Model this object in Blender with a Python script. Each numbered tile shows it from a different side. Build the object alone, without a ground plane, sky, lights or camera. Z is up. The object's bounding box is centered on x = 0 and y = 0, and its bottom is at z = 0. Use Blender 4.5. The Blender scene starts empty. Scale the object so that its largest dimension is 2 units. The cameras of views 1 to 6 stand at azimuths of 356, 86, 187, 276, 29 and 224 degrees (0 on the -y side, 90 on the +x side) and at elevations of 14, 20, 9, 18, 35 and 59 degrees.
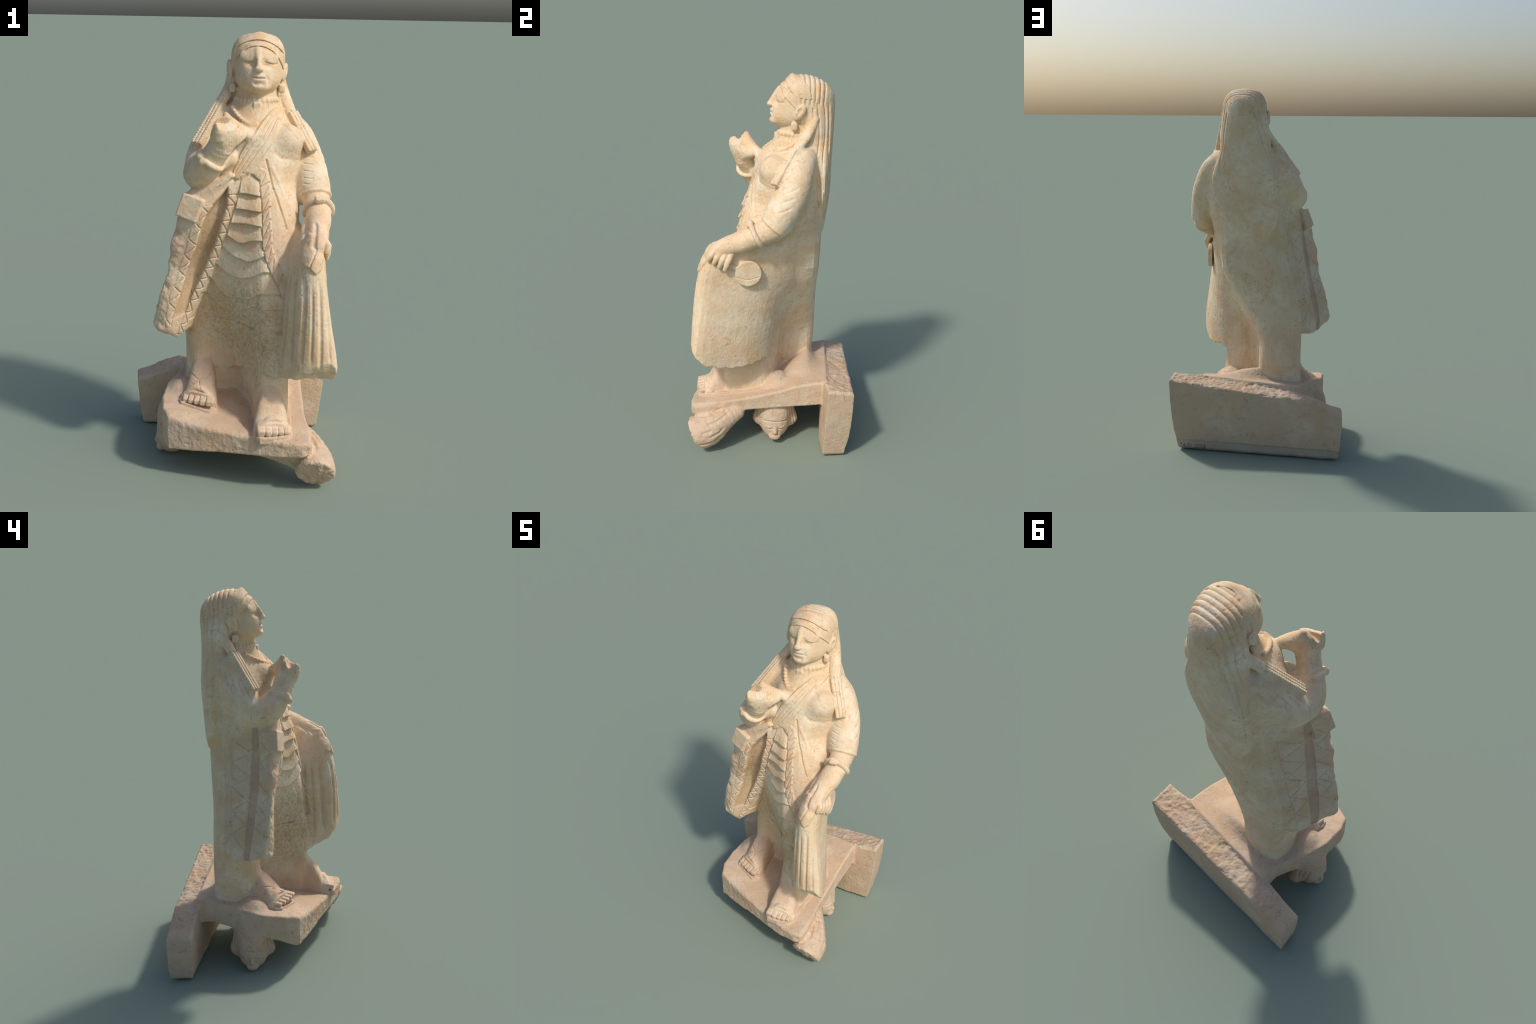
"""Carved limestone statue of a draped standing woman on a broken throne-like plinth.

The figure is described as a signed-distance field: lofted cross-sections for the
garments, tubes for limbs, ellipsoids for flesh, engraved lines and raised panels for
the carved detail.  The field is polygonised once (surface nets) into one smooth body,
which is then separated by region into named parts.
"""
import bpy, math
import numpy as np

H = .0028
f32 = np.float32

# ------------------------------------------------------------------ field operations
OPS = []                        # (kind, function, bbox lo, bbox hi, blend, part)
PARTS = []                      # part id -> part name


def part(name):
    PARTS.append(name)
    return len(PARTS) - 1


def add(p, fn, k=0.008):
    f, lo, hi = fn
    OPS.append(('add', f, np.array(lo) - k - .03, np.array(hi) + k + .03, k, p))


def cut(fn, k=0.006):
    f, lo, hi = fn
    OPS.append(('cut', f, np.array(lo) - k - .02, np.array(hi) + k + .02, k, -1))


def mod(f, lo, hi):
    OPS.append(('mod', f, np.array(lo), np.array(hi), 0, -1))


def field(x, y, z, lo, hi):
    """Distance and part id at points lying inside the box lo..hi."""
    d = np.full(x.shape, 1.0, f32)
    lab = np.zeros(x.shape, np.int16)
    for kind, f, l, h, k, p in OPS:
        if (l > hi).any() or (h < lo).any():
            continue
        if kind == 'add':
            g = f(x, y, z)
            lab[g < d] = p
            if k > 0:
                t = np.clip(.5 + .5 * (g - d) / k, 0, 1)
                d = g * (1 - t) + d * t - k * t * (1 - t)
            else:
                d = np.minimum(d, g)
        elif kind == 'cut':
            g = -f(x, y, z)
            t = np.clip(.5 - .5 * (g - d) / k, 0, 1)
            d = g * (1 - t) + d * t + k * t * (1 - t)
        else:
            d, lab = f(d, lab, x, y, z)
        d = d.astype(f32)
    return d, lab


# ------------------------------------------------------------------ primitives
def frame(axis, up=(0, 0, 1)):
    a = np.array(axis, float); a /= np.linalg.norm(a)
    u = np.array(up, float)
    if abs(a @ (u / np.linalg.norm(u))) > .95:
        u = np.array((1., 0, 0))
    s = np.cross(u, a); s /= np.linalg.norm(s)
    return np.stack([s, np.cross(a, s), a])      # rows: side, up, axis


def ellipsoid(c, r, rot=None):
    c = np.array(c, float); r = np.array(r, float)

    def f(x, y, z):
        q = [x - c[0], y - c[1], z - c[2]]
        if rot is not None:
            q = [rot[i][0] * q[0] + rot[i][1] * q[1] + rot[i][2] * q[2] for i in range(3)]
        a = sum((q[i] / r[i]) ** 2 for i in range(3))
        b = sum((q[i] / r[i] ** 2) ** 2 for i in range(3))
        k0 = np.sqrt(a)
        return k0 * (k0 - 1) / np.sqrt(b + 1e-9)
    m = r if rot is None else np.full(3, r.max())
    return f, c - m, c + m


def superellipsoid(c, r, p):
    """Boxier egg: exponent p > 2."""
    def f(x, y, z):
        q = [np.abs(v - c[i]) / r[i] for i, v in enumerate((x, y, z))]
        k = (q[0] ** p + q[1] ** p + q[2] ** p + 1e-9) ** (1 / p)
        g = np.sqrt(sum((np.maximum(q[i], 1e-6) ** (p - 1) / r[i]) ** 2 for i in range(3))) / k ** (p - 1)
        return (k - 1) / g
    return f, np.array(c) - r, np.array(c) + r


def box(c, half, rot=None, rnd=.01):
    c = np.array(c, float); half = np.array(half, float) - rnd

    def f(x, y, z):
        q = [x - c[0], y - c[1], z - c[2]]
        if rot is not None:
            q = [rot[i][0] * q[0] + rot[i][1] * q[1] + rot[i][2] * q[2] for i in range(3)]
        q = [np.abs(q[i]) - half[i] for i in range(3)]
        o = np.sqrt(sum(np.maximum(v, 0) ** 2 for v in q))
        return o + np.minimum(np.maximum(q[0], np.maximum(q[1], q[2])), 0) - rnd
    m = np.full(3, np.linalg.norm(half) + rnd)
    return f, c - m, c + m


def spline(pts, sub):
    """Catmull-Rom through the points (open)."""
    p = np.array(pts, float)
    if sub <= 1 or len(p) < 3:
        return p
    q = np.vstack([2 * p[0] - p[1], p, 2 * p[-1] - p[-2]])
    out = []
    for i in range(1, len(q) - 2):
        for t in np.arange(sub) / sub:
            a, b, c, d = q[i - 1:i + 3]
            out.append(.5 * (2 * b + (c - a) * t + (2 * a - 5 * b + 4 * c - d) * t * t
                             + (3 * b - a - 3 * c + d) * t ** 3))
    out.append(p[-1])
    return np.array(out)


def tube(pts, radii, sub=3, flat=None):
    """Round tube through points; flat=(axis, factor) squeezes it along an axis."""
    q = spline(np.column_stack([np.array(pts, float), np.array(radii, float)]), sub)
    P, R = q[:, :3], q[:, 3]

    def f(x, y, z):
        best = None
        for i in range(len(P) - 1):
            a, b = P[i], P[i + 1]
            e = b - a
            w = (x - a[0], y - a[1], z - a[2])
            t = np.clip((w[0] * e[0] + w[1] * e[1] + w[2] * e[2]) / (e @ e + 1e-12), 0, 1)
            v = [w[j] - e[j] * t for j in range(3)]
            if flat is not None:
                n, s = flat
                dn = v[0] * n[0] + v[1] * n[1] + v[2] * n[2]
                v = [v[j] + n[j] * dn * (s - 1) for j in range(3)]
            g = np.sqrt(v[0] ** 2 + v[1] ** 2 + v[2] ** 2) - (R[i] + (R[i + 1] - R[i]) * t)
            if flat is not None:
                g = g / max(flat[1], 1) ** .5
            best = g if best is None else np.minimum(best, g)
        return best
    m = R.max()
    return f, P.min(0) - m, P.max(0) + m


def poly_sd(px, py, vx, vy):
    """Signed distance to a closed polygon; vertices may vary per point."""
    n = len(vx)
    best, s = None, None
    for i in range(n):
        j = i - 1
        ex, ey = vx[j] - vx[i], vy[j] - vy[i]
        wx, wy = px - vx[i], py - vy[i]
        t = np.clip((wx * ex + wy * ey) / (ex * ex + ey * ey + 1e-12), 0, 1)
        dd = (wx - ex * t) ** 2 + (wy - ey * t) ** 2
        c1, c2, c3 = py >= vy[i], py < vy[j], ex * wy > ey * wx
        flip = (c1 & c2 & c3) | (~c1 & ~c2 & ~c3)
        if best is None:
            best, s = dd, flip.copy()
        else:
            best = np.minimum(best, dd)
            s ^= flip
    d = np.sqrt(best)
    return np.where(s, -d, d)


def closed_spline(pts, sub):
    p = np.array(pts, float); n = len(p)
    out = []
    for i in range(n):
        a, b, c, d = p[i - 1], p[i], p[(i + 1) % n], p[(i + 2) % n]
        for t in np.arange(sub) / sub:
            out.append(.5 * (2 * b + (c - a) * t + (2 * a - 5 * b + 4 * c - d) * t * t
                             + (3 * b - a - 3 * c + d) * t ** 3))
    return np.array(out)


def loft(sections, rnd=.0, sub=4, scale=.9, axis=2):
    """Solid through horizontal cross-sections [(z, [(x, y), ...]), ...]."""
    zs = np.array([s[0] for s in sections], float)
    K = np.array([closed_spline(s[1], sub) for s in sections])
    zz = spline(np.column_stack([zs, K.reshape(len(zs), -1)]), 3)
    zs2, K2 = zz[:, 0], zz[:, 1:].reshape(len(zz), -1, 2)
    o = np.argsort(zs2); zs2, K2 = zs2[o], K2[o]
    z0, z1 = zs.min(), zs.max()

    def f(x, y, z):
        zc = np.clip(z, z0, z1)
        vx = [np.interp(zc, zs2, K2[:, i, 0]) for i in range(K2.shape[1])]
        vy = [np.interp(zc, zs2, K2[:, i, 1]) for i in range(K2.shape[1])]
        a = poly_sd(x, y, vx, vy) * scale + rnd
        b = np.maximum(z0 - z, z - z1) + rnd
        return np.minimum(np.maximum(a, b), 0) + np.hypot(np.maximum(a, 0), np.maximum(b, 0)) - rnd
    lo = np.array([K[..., 0].min(), K[..., 1].min(), z0])
    hi = np.array([K[..., 0].max(), K[..., 1].max(), z1])
    return f, lo, hi


def prism(poly, top, bottom, rnd=.01, sub=1):
    """Upright block: plan polygon, with top(x, y) and bottom(x, y) surfaces."""
    V = closed_spline(poly, sub)

    def f(x, y, z):
        a = poly_sd(x, y, V[:, 0], V[:, 1]) + rnd
        b = np.maximum(z - top(x, y), bottom(x, y) - z) + rnd
        return np.minimum(np.maximum(a, b), 0) + np.hypot(np.maximum(a, 0), np.maximum(b, 0)) - rnd
    return f, np.array([*V.min(0), 0.]), np.array([*V.max(0), .5])


def ring(c, axis, R, r, squash=1.0):
    F = frame(axis)
    c = np.array(c, float)

    def f(x, y, z):
        q = [x - c[0], y - c[1], z - c[2]]
        u = [F[i][0] * q[0] + F[i][1] * q[1] + F[i][2] * q[2] for i in range(3)]
        return np.hypot(np.hypot(u[0], u[1] / squash) - R, u[2]) - r
    m = np.full(3, R * max(1, squash) + r)
    return f, c - m, c + m


# ------------------------------------------------------------------ carved detail
def sstep(a, b, v):
    t = np.clip((v - a) / (b - a), 0, 1)
    return t * t * (3 - 2 * t)


def line_dist(u, v, pts):
    best = None
    for (a, b), (c, d) in zip(pts[:-1], pts[1:]):
        ex, ey = c - a, d - b
        wx, wy = u - a, v - b
        t = np.clip((wx * ex + wy * ey) / (ex * ex + ey * ey + 1e-12), 0, 1)
        g = (wx - ex * t) ** 2 + (wy - ey * t) ** 2
        best = g if best is None else np.minimum(best, g)
    return np.sqrt(best)


AX = {'xz': (0, 2, 1), 'yz': (1, 2, 0), 'xy': (0, 1, 2)}


DETAILS = []                    # surface carving applied along the normals of the meshed body


def _face(plane, rng, face):
    if face is not None:
        return face
    m = .5 * (rng[0] + rng[1])
    return {'xz': 1 if m > .2 else -1, 'yz': 1 if m > .12 else -1, 'xy': 1}[plane]


def engrave(plane, lines, rng, width=.005, depth=.005, sub=1, face=None, only=None, taper=0.):
    """Cut lines seen along the axis normal to `plane`, on faces turned that way, where that
    axis is in rng.  taper fades the cut towards both ends of each line."""
    i, j, k = AX[plane]
    lines = [spline(l, sub) for l in lines]
    allp = np.vstack(lines)
    lo, hi = np.zeros(3), np.zeros(3)
    lo[[i, j]], hi[[i, j]] = allp.min(0) - width, allp.max(0) + width
    lo[k], hi[k] = rng
    sgn = _face(plane, rng, face)

    def f(V, N, lab):
        u, v = V[:, i], V[:, j]
        out = np.zeros(len(V))
        for l in lines:
            ok = (u > l[:, 0].min() - width) & (u < l[:, 0].max() + width) & (v > l[:, 1].min() - width) & (v < l[:, 1].max() + width)
            if not ok.any():
                continue
            s = np.concatenate([[0], np.cumsum(np.hypot(*np.diff(l, axis=0).T))]); s /= s[-1]
            best = np.full(ok.sum(), 9.); par = np.zeros(ok.sum())
            for m in range(len(l) - 1):
                (a, b), (c, d) = l[m], l[m + 1]
                ex, ey = c - a, d - b
                wx, wy = u[ok] - a, v[ok] - b
                t = np.clip((wx * ex + wy * ey) / (ex * ex + ey * ey + 1e-12), 0, 1)
                g = np.hypot(wx - ex * t, wy - ey * t)
                n = g < best
                best[n] = g[n]; par[n] = (s[m] + (s[m + 1] - s[m]) * t)[n]
            w = 1 - sstep(0, width, best)
            if taper > 0:
                w = w * sstep(0, taper, par) * sstep(0, taper, 1 - par)
            out[ok] = np.maximum(out[ok], w)
        fade = sstep(0, .012, V[:, k] - rng[0]) * sstep(0, .012, rng[1] - V[:, k])
        out = out * fade * sstep(.15, .45, sgn * N[:, k])
        if only is not None:
            out = out * np.isin(lab, only)
        return -depth * out, None
    DETAILS.append((lo, hi, f))


def raise_panel(plane, poly, rng, height, edge=.004, p=None, only=None, face=None):
    """Raise (sink, if height < 0) a polygonal panel of the surface; may rename its part."""
    i, j, k = AX[plane]
    P = np.array(poly, float)
    lo, hi = np.zeros(3), np.zeros(3)
    lo[[i, j]], hi[[i, j]] = P.min(0) - edge, P.max(0) + edge
    lo[k], hi[k] = rng
    sgn = _face(plane, rng, face)

    def f(V, N, lab):
        s = poly_sd(V[:, i], V[:, j], P[:, 0], P[:, 1])
        w = (1 - sstep(-edge, edge, s)) * sstep(.1, .4, sgn * N[:, k])
        w = w * sstep(0, .012, V[:, k] - rng[0]) * sstep(0, .012, rng[1] - V[:, k])
        if only is not None:
            w = w * np.isin(lab, only)
        return height * w, (None if p is None else (p, w > .5))
    DETAILS.append((lo, hi, f))


def hollow(plane, poly, rng, depth, edge, shape):
    """Deep sunk panel, carved into the field itself."""
    i, j, k = AX[plane]
    P = np.array(poly, float)
    lo, hi = np.zeros(3), np.zeros(3)
    lo[[i, j]], hi[[i, j]] = P.min(0) - edge, P.max(0) + edge
    lo[k], hi[k] = rng

    def f(d, lab, x, y, z):
        q = (x, y, z)
        ok = (q[i] > lo[i]) & (q[i] < hi[i]) & (q[j] > lo[j]) & (q[j] < hi[j]) & (q[k] > lo[k]) & (q[k] < hi[k]) & (np.abs(d) < .06)
        if ok.any():
            s = poly_sd(q[i][ok], q[j][ok], P[:, 0], P[:, 1])
            d[ok] += depth * shape(x[ok], y[ok], z[ok]) * (1 - sstep(-edge, edge, s))
        return d, lab
    mod(f, lo, hi)


def zigzag(a, b, n, start=0):
    """Zigzag between two edge lines a and b (lists of points of equal parameter range)."""
    def at(l, t):
        l = np.array(l, float)
        s = np.concatenate([[0], np.cumsum(np.hypot(*np.diff(l, axis=0).T))]); s /= s[-1]
        return np.array([np.interp(t, s, l[:, 0]), np.interp(t, s, l[:, 1])])
    out = []
    for m in range(n + 1):
        t = m / n
        out.append(at(a if (m + start) % 2 == 0 else b, t))
    return [tuple(p) for p in out]


# ------------------------------------------------------------------ noise
_rng = np.random.default_rng(7)
_PERM = _rng.permutation(256).astype(np.int32)
_VAL = _rng.uniform(-1, 1, 256).astype(f32)


def noise(x, y, z):
    xi, yi, zi = np.floor(x).astype(np.int32), np.floor(y).astype(np.int32), np.floor(z).astype(np.int32)
    u, v, w = x - xi, y - yi, z - zi
    u, v, w = [t * t * (3 - 2 * t) for t in (u, v, w)]

    def h(a, b, c):
        return _VAL[_PERM[(_PERM[(_PERM[a & 255] + b) & 255] + c) & 255]]
    r = 0
    for a in (0, 1):
        for b in (0, 1):
            for c in (0, 1):
                r = r + h(xi + a, yi + b, zi + c) * (u if a else 1 - u) * (v if b else 1 - v) * (w if c else 1 - w)
    return r


def fbm(x, y, z, s, octaves=3):
    r, a = 0, 1.0
    for o in range(octaves):
        r = r + a * noise(x * s + 11.3 * o, y * s - 7.1 * o, z * s + 3.7 * o)
        a *= .5; s *= 2.03
    return r

# =================================================================== THE STATUE
SLAB, PLINTH, LUMP, HEADR, HEADL = part('back_slab'), part('plinth'), part('broken_lion_paw'), part('carved_head'), part('carved_head')
SKIRT, CLOAK, CLOTH, TUNIC = part('skirt'), part('cloak'), part('gathered_cloth'), part('tunic')
TORSO, SASH, LAPEL = part('torso'), part('sash'), part('cloak_border')
NECK, HEAD, HAIR, BAND = part('neck'), part('head'), part('hair'), part('headband')
EAR_L, EAR_R, RING_L, RING_R = part('ear'), part('ear'), part('earring'), part('earring')
BRAID_L, BRAID_R = part('braid'), part('braid')
ARM_L, ARM_R, HAND_L, HAND_R = part('arm'), part('arm'), part('hand'), part('hand')
SLEEVE_L, SLEEVE_R = part('sleeve'), part('sleeve')
BRACE_L, BRACE_R = part('bracelet'), part('bracelet')
FOOT_L, FOOT_R, STRAP_L, STRAP_R = part('foot'), part('foot'), part('sandal_strap'), part('sandal_strap')
LEG_L = part('leg')
DISC, NECKLACE, PENDANT = part('mirror_disc'), part('necklace'), part('pendant')
SLAB_FOOT = part('slab_foot')
BORDER_O = part('cloak_border')
LINING, STRIPE = part('cloak_lining'), part('painted_stripe')

# ------------------------------------------------------------------ plinth and slab
def slab_top(x, y):
    back = np.interp(x, [-.48, -.415, -.337, -.258, -.084, .119, .314, .47], [.258, .278, .320, .338, .346, .364, .384, .400])
    front = np.interp(x, [-.48, -.40, -.345, -.23, -.015, .05, .28, .47], [.258, .270, .294, .340, .370, .374, .390, .410])
    t = np.clip((.42 - y) / .14, 0, 1)
    return back + (front - back) * t


def trimmed(fn, top):
    f, lo, hi = fn

    def g(x, y, z):
        a, b = f(x, y, z) + .018, z - top(x, y) + .018
        return np.minimum(np.maximum(a, b), 0) + np.hypot(np.maximum(a, 0), np.maximum(b, 0)) - .018
    return g, lo, hi


add(SLAB, trimmed(loft([(.0, [(-.464, .455), (.0, .418), (.434, .380), (.444, .262), (.30, .256), (.0, .290), (-.447, .334)]),
                        (.2, [(-.482, .458), (.0, .428), (.466, .402), (.470, .264), (.30, .256), (.0, .290), (-.470, .326)]),
                        (.47, [(-.480, .456), (.0, .430), (.482, .406), (.486, .268), (.30, .262), (.0, .290), (-.470, .322)])], rnd=.022, sub=1, scale=1.), slab_top), .0)
# chamfered foot of the slab's back face
raise_panel('xz', [(-.47, -.02), (.47, -.02), (.47, .060), (-.47, .054)], (.34, .48), -.004, .006, SLAB_FOOT, (SLAB,))


def plate_top(x, y):
    r = np.interp(y, [-.44, -.36, -.27, -.17, -.08, 0, .1, .2, .34], [.252, .258, .270, .284, .304, .324, .347, .368, .39])
    l = np.interp(y, [-.34, -.27, -.2, -.13, -.04, .07, .2, .34], [.262, .285, .306, .314, .322, .340, .352, .37])
    t = np.clip((x + .3) / .3, 0, 1)
    return l + (r - l) * t + .052 * np.exp(-((y - .195) / .045) ** 2) * np.exp(-((x - .0) / .11) ** 2) + .014 * sstep(.0, .12, y) * sstep(.05, .2, x) + .042 * np.exp(-((x - .08) / .10) ** 2 - ((y - .14) / .06) ** 2)


def plate_bot(x, y):
    l = np.interp(y, [-.22, -.135, -.045, .04, .12, .26], [.130, .165, .190, .205, .22, .232])
    r = .228 + .10 * y
    t = np.clip((x + .3) / .62, 0, 1)
    return l * (1 - t) + r * t


edge_x = [-.32, -.2, -.1, 0, .1, .2, .3]
edge_y = [-.230, -.277, -.317, -.355, -.396, -.431, -.445]
add(PLINTH, prism([(-.25, .33), (-.242, .235), (-.27, .16), (-.312, .06), (-.336, -.05), (-.332, -.17), (-.303, -.236), (-.2, -.280), (-.1, -.320),
                   (0, -.358), (.1, -.398), (.2, -.434), (.29, -.448), (.322, -.438), (.333, -.36), (.327, -.17), (.332, .0), (.340, .19), (.34, .28)],
                  plate_top, plate_bot, rnd=.012), .02)


def beam(x, y, z):
    """Thick front beam below the plate; its front leans back to the right and its bottom arches."""
    top = plate_top(x, y) - .012
    bot = np.interp(x, [-.3, -.2, -.08, .01, .1, .19, .28, .34], [.130, .146, .166, .150, .125, .096, .076, .070])
    yt = np.interp(x, edge_x, edge_y)
    yb = np.interp(x, [-.3, -.08, .01, .1, .19, .28, .34], [-.215, -.292, -.300, -.306, -.314, -.350, -.36])
    t = np.clip((top - z) / (top - bot), 0, 1)
    yf = yt + (yb - yt) * t
    a = np.maximum(yf - y, y - yb - .10) * .9
    b = np.maximum(z - top, bot + .3 * np.maximum(y - yb, 0) - z)
    c = np.maximum(-.308 - x, x - .335)
    m = .014
    a, b, c = a + m, b + m, c + m
    return np.sqrt(np.maximum(a, 0) ** 2 + np.maximum(b, 0) ** 2 + np.maximum(c, 0) ** 2) + np.minimum(np.maximum(a, np.maximum(b, c)), 0) - m


add(PLINTH, (beam, (-.32, -.47, .05), (.35, -.1, .32)), .02)

# broken paw-like lump at the front corner
def paw(x, y, z):
    f = tube([(.314, -.200, .196), (.340, -.275, .165), (.358, -.36, .110), (.350, -.45, .078)], [.038, .060, .088, .092], 3)[0](x, y, z)
    n = np.array((-.14, -.81, -.50)); n /= np.linalg.norm(n)
    g = (x - .380) * n[0] + (y + .440) * n[1] + (z - .118) * n[2]
    f = np.maximum(f, .010 - z)
    t = np.clip(.5 - .5 * (g - f) / .02, 0, 1)
    return g * (1 - t) + f * t + .02 * t * (1 - t)


add(LUMP, (paw, (.24, -.48, 0), (.48, -.14, .26)), .02)
engrave('xy', [[(.318, -.26), (.352, -.33), (.362, -.40)], [(.345, -.25), (.385, -.33)], [(.352, -.235), (.405, -.31), (.422, -.38)]], (.10, .26), .011, .007, 3, taper=.2)
engrave('yz', [[(-.42, .06), (-.33, .078), (-.26, .13)], [(-.36, .105), (-.29, .135), (-.27, .17)], [(-.40, .13), (-.33, .15)]], (.37, .5), .013, .006, 3, taper=.3)

# faces with flaring hair carved below each side of the plate
for s, P_, cx, cy, z0 in ((1, HEADR, .252, .010, .018), (-1, HEADL, -.292, .022, .0)):
    add(P_, superellipsoid((cx, cy, z0 + .116), (.074, .082, .116), 2.3), .012)
    add(P_, tube([(cx - s * .07, cy, .27), (cx - s * .03, cy, .20)], [.105, .098], 1), .02)
    add(P_, tube([(cx - s * .03, cy - .055, .21), (cx - s * .030, cy - .078, z0 + .10)], [.036, .042], 1), .025)
    add(P_, tube([(cx - s * .03, cy + .055, .21), (cx - s * .030, cy + .084, z0 + .095)], [.036, .044], 1), .025)
    for t in (-1, 1):                                # ribs of the hair
        for k_ in range(3):
            engrave('yz', [[(cy + t * (.066 + .014 * k_), .20), (cy + t * (.080 + .016 * k_), z0 + .075)]], (min(cx - s * .08, cx + s * .06), max(cx - s * .08, cx + s * .06)), .006, .004, 1, s)
    fx = cx + s * .070
    add(P_, tube([(fx - s * .004, cy, z0 + .092), (fx + s * .004, cy, z0 + .058)], [.007, .011], 1), .010)
    add(P_, ellipsoid((fx - s * .012, cy, z0 + .026), (.018, .030, .020)), .02)
    r_ = (min(fx - s * .06, fx + s * .05), max(fx - s * .06, fx + s * .05))
    for t in (-1, 1):
        cut(ellipsoid((fx + s * .012, cy + t * .030, z0 + .078), (.014, .020, .010)), .008)
        add(P_, ellipsoid((fx - s * .012, cy + t * .031, z0 + .088), (.014, .020, .010)), .006)
    engrave('yz', [[(cy - .068, z0 + .122), (cy, z0 + .124), (cy + .068, z0 + .122)]], r_, .006, .006, 1, s)
    engrave('yz', [[(cy + t * .016, z0 + .082), (cy + t * .032, z0 + .077), (cy + t * .048, z0 + .084)] for t in (-1, 1)], r_, .005, .004, 3, s)
    engrave('yz', [[(cy - .018, z0 + .040), (cy, z0 + .038), (cy + .018, z0 + .040)]], r_, .004, .004, 1, s)

# ------------------------------------------------------------------ legs and feet
add(LEG_L, loft([(.26, [(-.205, .205), (-.08, .225), (.0, .195), (.04, .06), (.20, .01), (.25, -.06), (.235, -.26), (.165, -.285), (.098, -.26), (.078, -.10), (.02, .01), (-.05, .01), (-.20, .05)]),
                 (.40, [(-.21, .205), (-.08, .232), (.0, .195), (.03, .06), (.18, -.01), (.245, -.08), (.235, -.25), (.165, -.275), (.098, -.25), (.078, -.10), (.02, .01), (-.05, .01), (-.20, .05)]),
                 (.56, [(-.21, .205), (-.08, .235), (.0, .195), (.03, .07), (.17, -.02), (.235, -.12), (.235, -.23), (.165, -.245), (.11, -.225), (.085, -.09), (.02, .0), (-.05, .01), (-.20, .05)])],
                rnd=.012), .02)


def foot(P_, S_, origin, toe_big, toe_little, ground, heights, half_w):
    """Broad straight foot: instep falling to five parallel toes, with a strap behind them."""
    o = np.array(origin); tb, tl = np.array(toe_big), np.array(toe_little)
    mid = .5 * (tb + tl)
    ax = (mid - o) / np.linalg.norm(mid - o)
    lat = np.array((-ax[1], ax[0]))
    if (tb - mid) @ lat < 0:
        lat = -lat                                     # lateral axis points to the big toe
    sb, sl = (tb - o) @ ax, (tl - o) @ ax
    wb, wl = (tb - o) @ lat, (tl - o) @ lat
    hs = np.array(heights)

    def local(x, y):
        u, v = x - o[0], y - o[1]
        return u * ax[0] + v * ax[1], u * lat[0] + v * lat[1]

    def form(x, y, z):
        s_, t_ = local(x, y)
        front = sl + (sb - sl) * np.clip((t_ - wl) / (wb - wl), 0, 1) - .026
        top = np.interp(s_ - (front - .5 * (sb + sl) + .030) * .6, hs[:, 0], hs[:, 1])
        c = .5 * (wb + wl) + .010
        hw = np.interp(s_, [0, .05, .14], [half_w - .020, half_w - .016, half_w])
        q = np.abs(t_ - c) / hw
        k = np.maximum((z - ground + .02) / (top + .02), 0)
        f = ((q ** 3 + k ** 2.5) ** (1 / 2.7) - 1) * hw * .8
        return np.maximum(np.maximum(f, s_ - front), np.maximum(-.09 - s_, ground - .03 - z))
    add(P_, (form, (*(o - .22), ground - .03), (*(o + .22), ground + .22)), .012)
    for i in range(5):
        t = (0, .27, .50, .73, .95)[i]
        tip = tb + (tl - tb) * t + ax * (.006 if 0 < i < 4 else 0)
        w = (.0185, .0145, .0140, .0130, .0125)[i]
        c3 = np.array((*(tip - ax * .024), ground + .022 - .001 * i))
        R_ = np.array([[lat[0], lat[1], 0], [ax[0] * .97, ax[1] * .97, -.22], [ax[0] * .22, ax[1] * .22, .97]])
        add(P_, box(c3, (w, .027, .0150 - .001 * i), R_, .008), .003)
    # strap across the foot behind the toes
    pts = []
    for t in np.linspace(-.08, 1.06, 7):
        q = tb + (tl - tb) * t - ax * (.052 + .006 * math.sin(math.pi * t))
        pts.append((*q, ground + .012 + .050 * max(0, 1 - abs(2 * t - .96) ** 3)))
    add(S_, tube(pts, [.013] * 7, 3, ((ax[0], ax[1], 0), .60)), .003)


# figure's right foot (viewer's left)
foot(FOOT_R, STRAP_R, (-.150, .030), (-.114, -.198), (-.232, -.134), .318,
     [(-.1, .2), (.03, .19), (.066, .160), (.10, .114), (.132, .068), (.165, .050), (.20, .042)], .082)
engrave('xz', [[(-.205, .43), (-.165, .41), (-.135, .42), (-.10, .445)], [(-.165, .41), (-.16, .385)]], (-.2, .0), .005, .004)
add(PLINTH, prism([(-.256, -.108), (-.246, -.142), (-.115, -.207), (-.088, -.19), (-.085, .0), (-.22, .0)], lambda x, y: plate_top(x, y) + .014, lambda x, y: plate_top(x, y) - .02, .006), .004)
# figure's left foot
foot(FOOT_L, STRAP_L, (.168, -.215), (.110, -.412), (.230, -.400), .268,
     [(-.1, .2), (.045, .18), (.090, .145), (.112, .110), (.130, .068), (.155, .052), (.19, .042)], .084)
engrave('xz', [[(.235, .395), (.205, .385), (.18, .384)]], (-.4, -.2), .005, .004)
add(PLINTH, prism([(.085, -.30), (.085, -.400), (.105, -.420), (.228, -.412), (.250, -.390), (.262, -.1), (.24, 0), (.1, -.1)], lambda x, y: plate_top(x, y) + .014, lambda x, y: plate_top(x, y) - .02, .006), .004)

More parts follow.
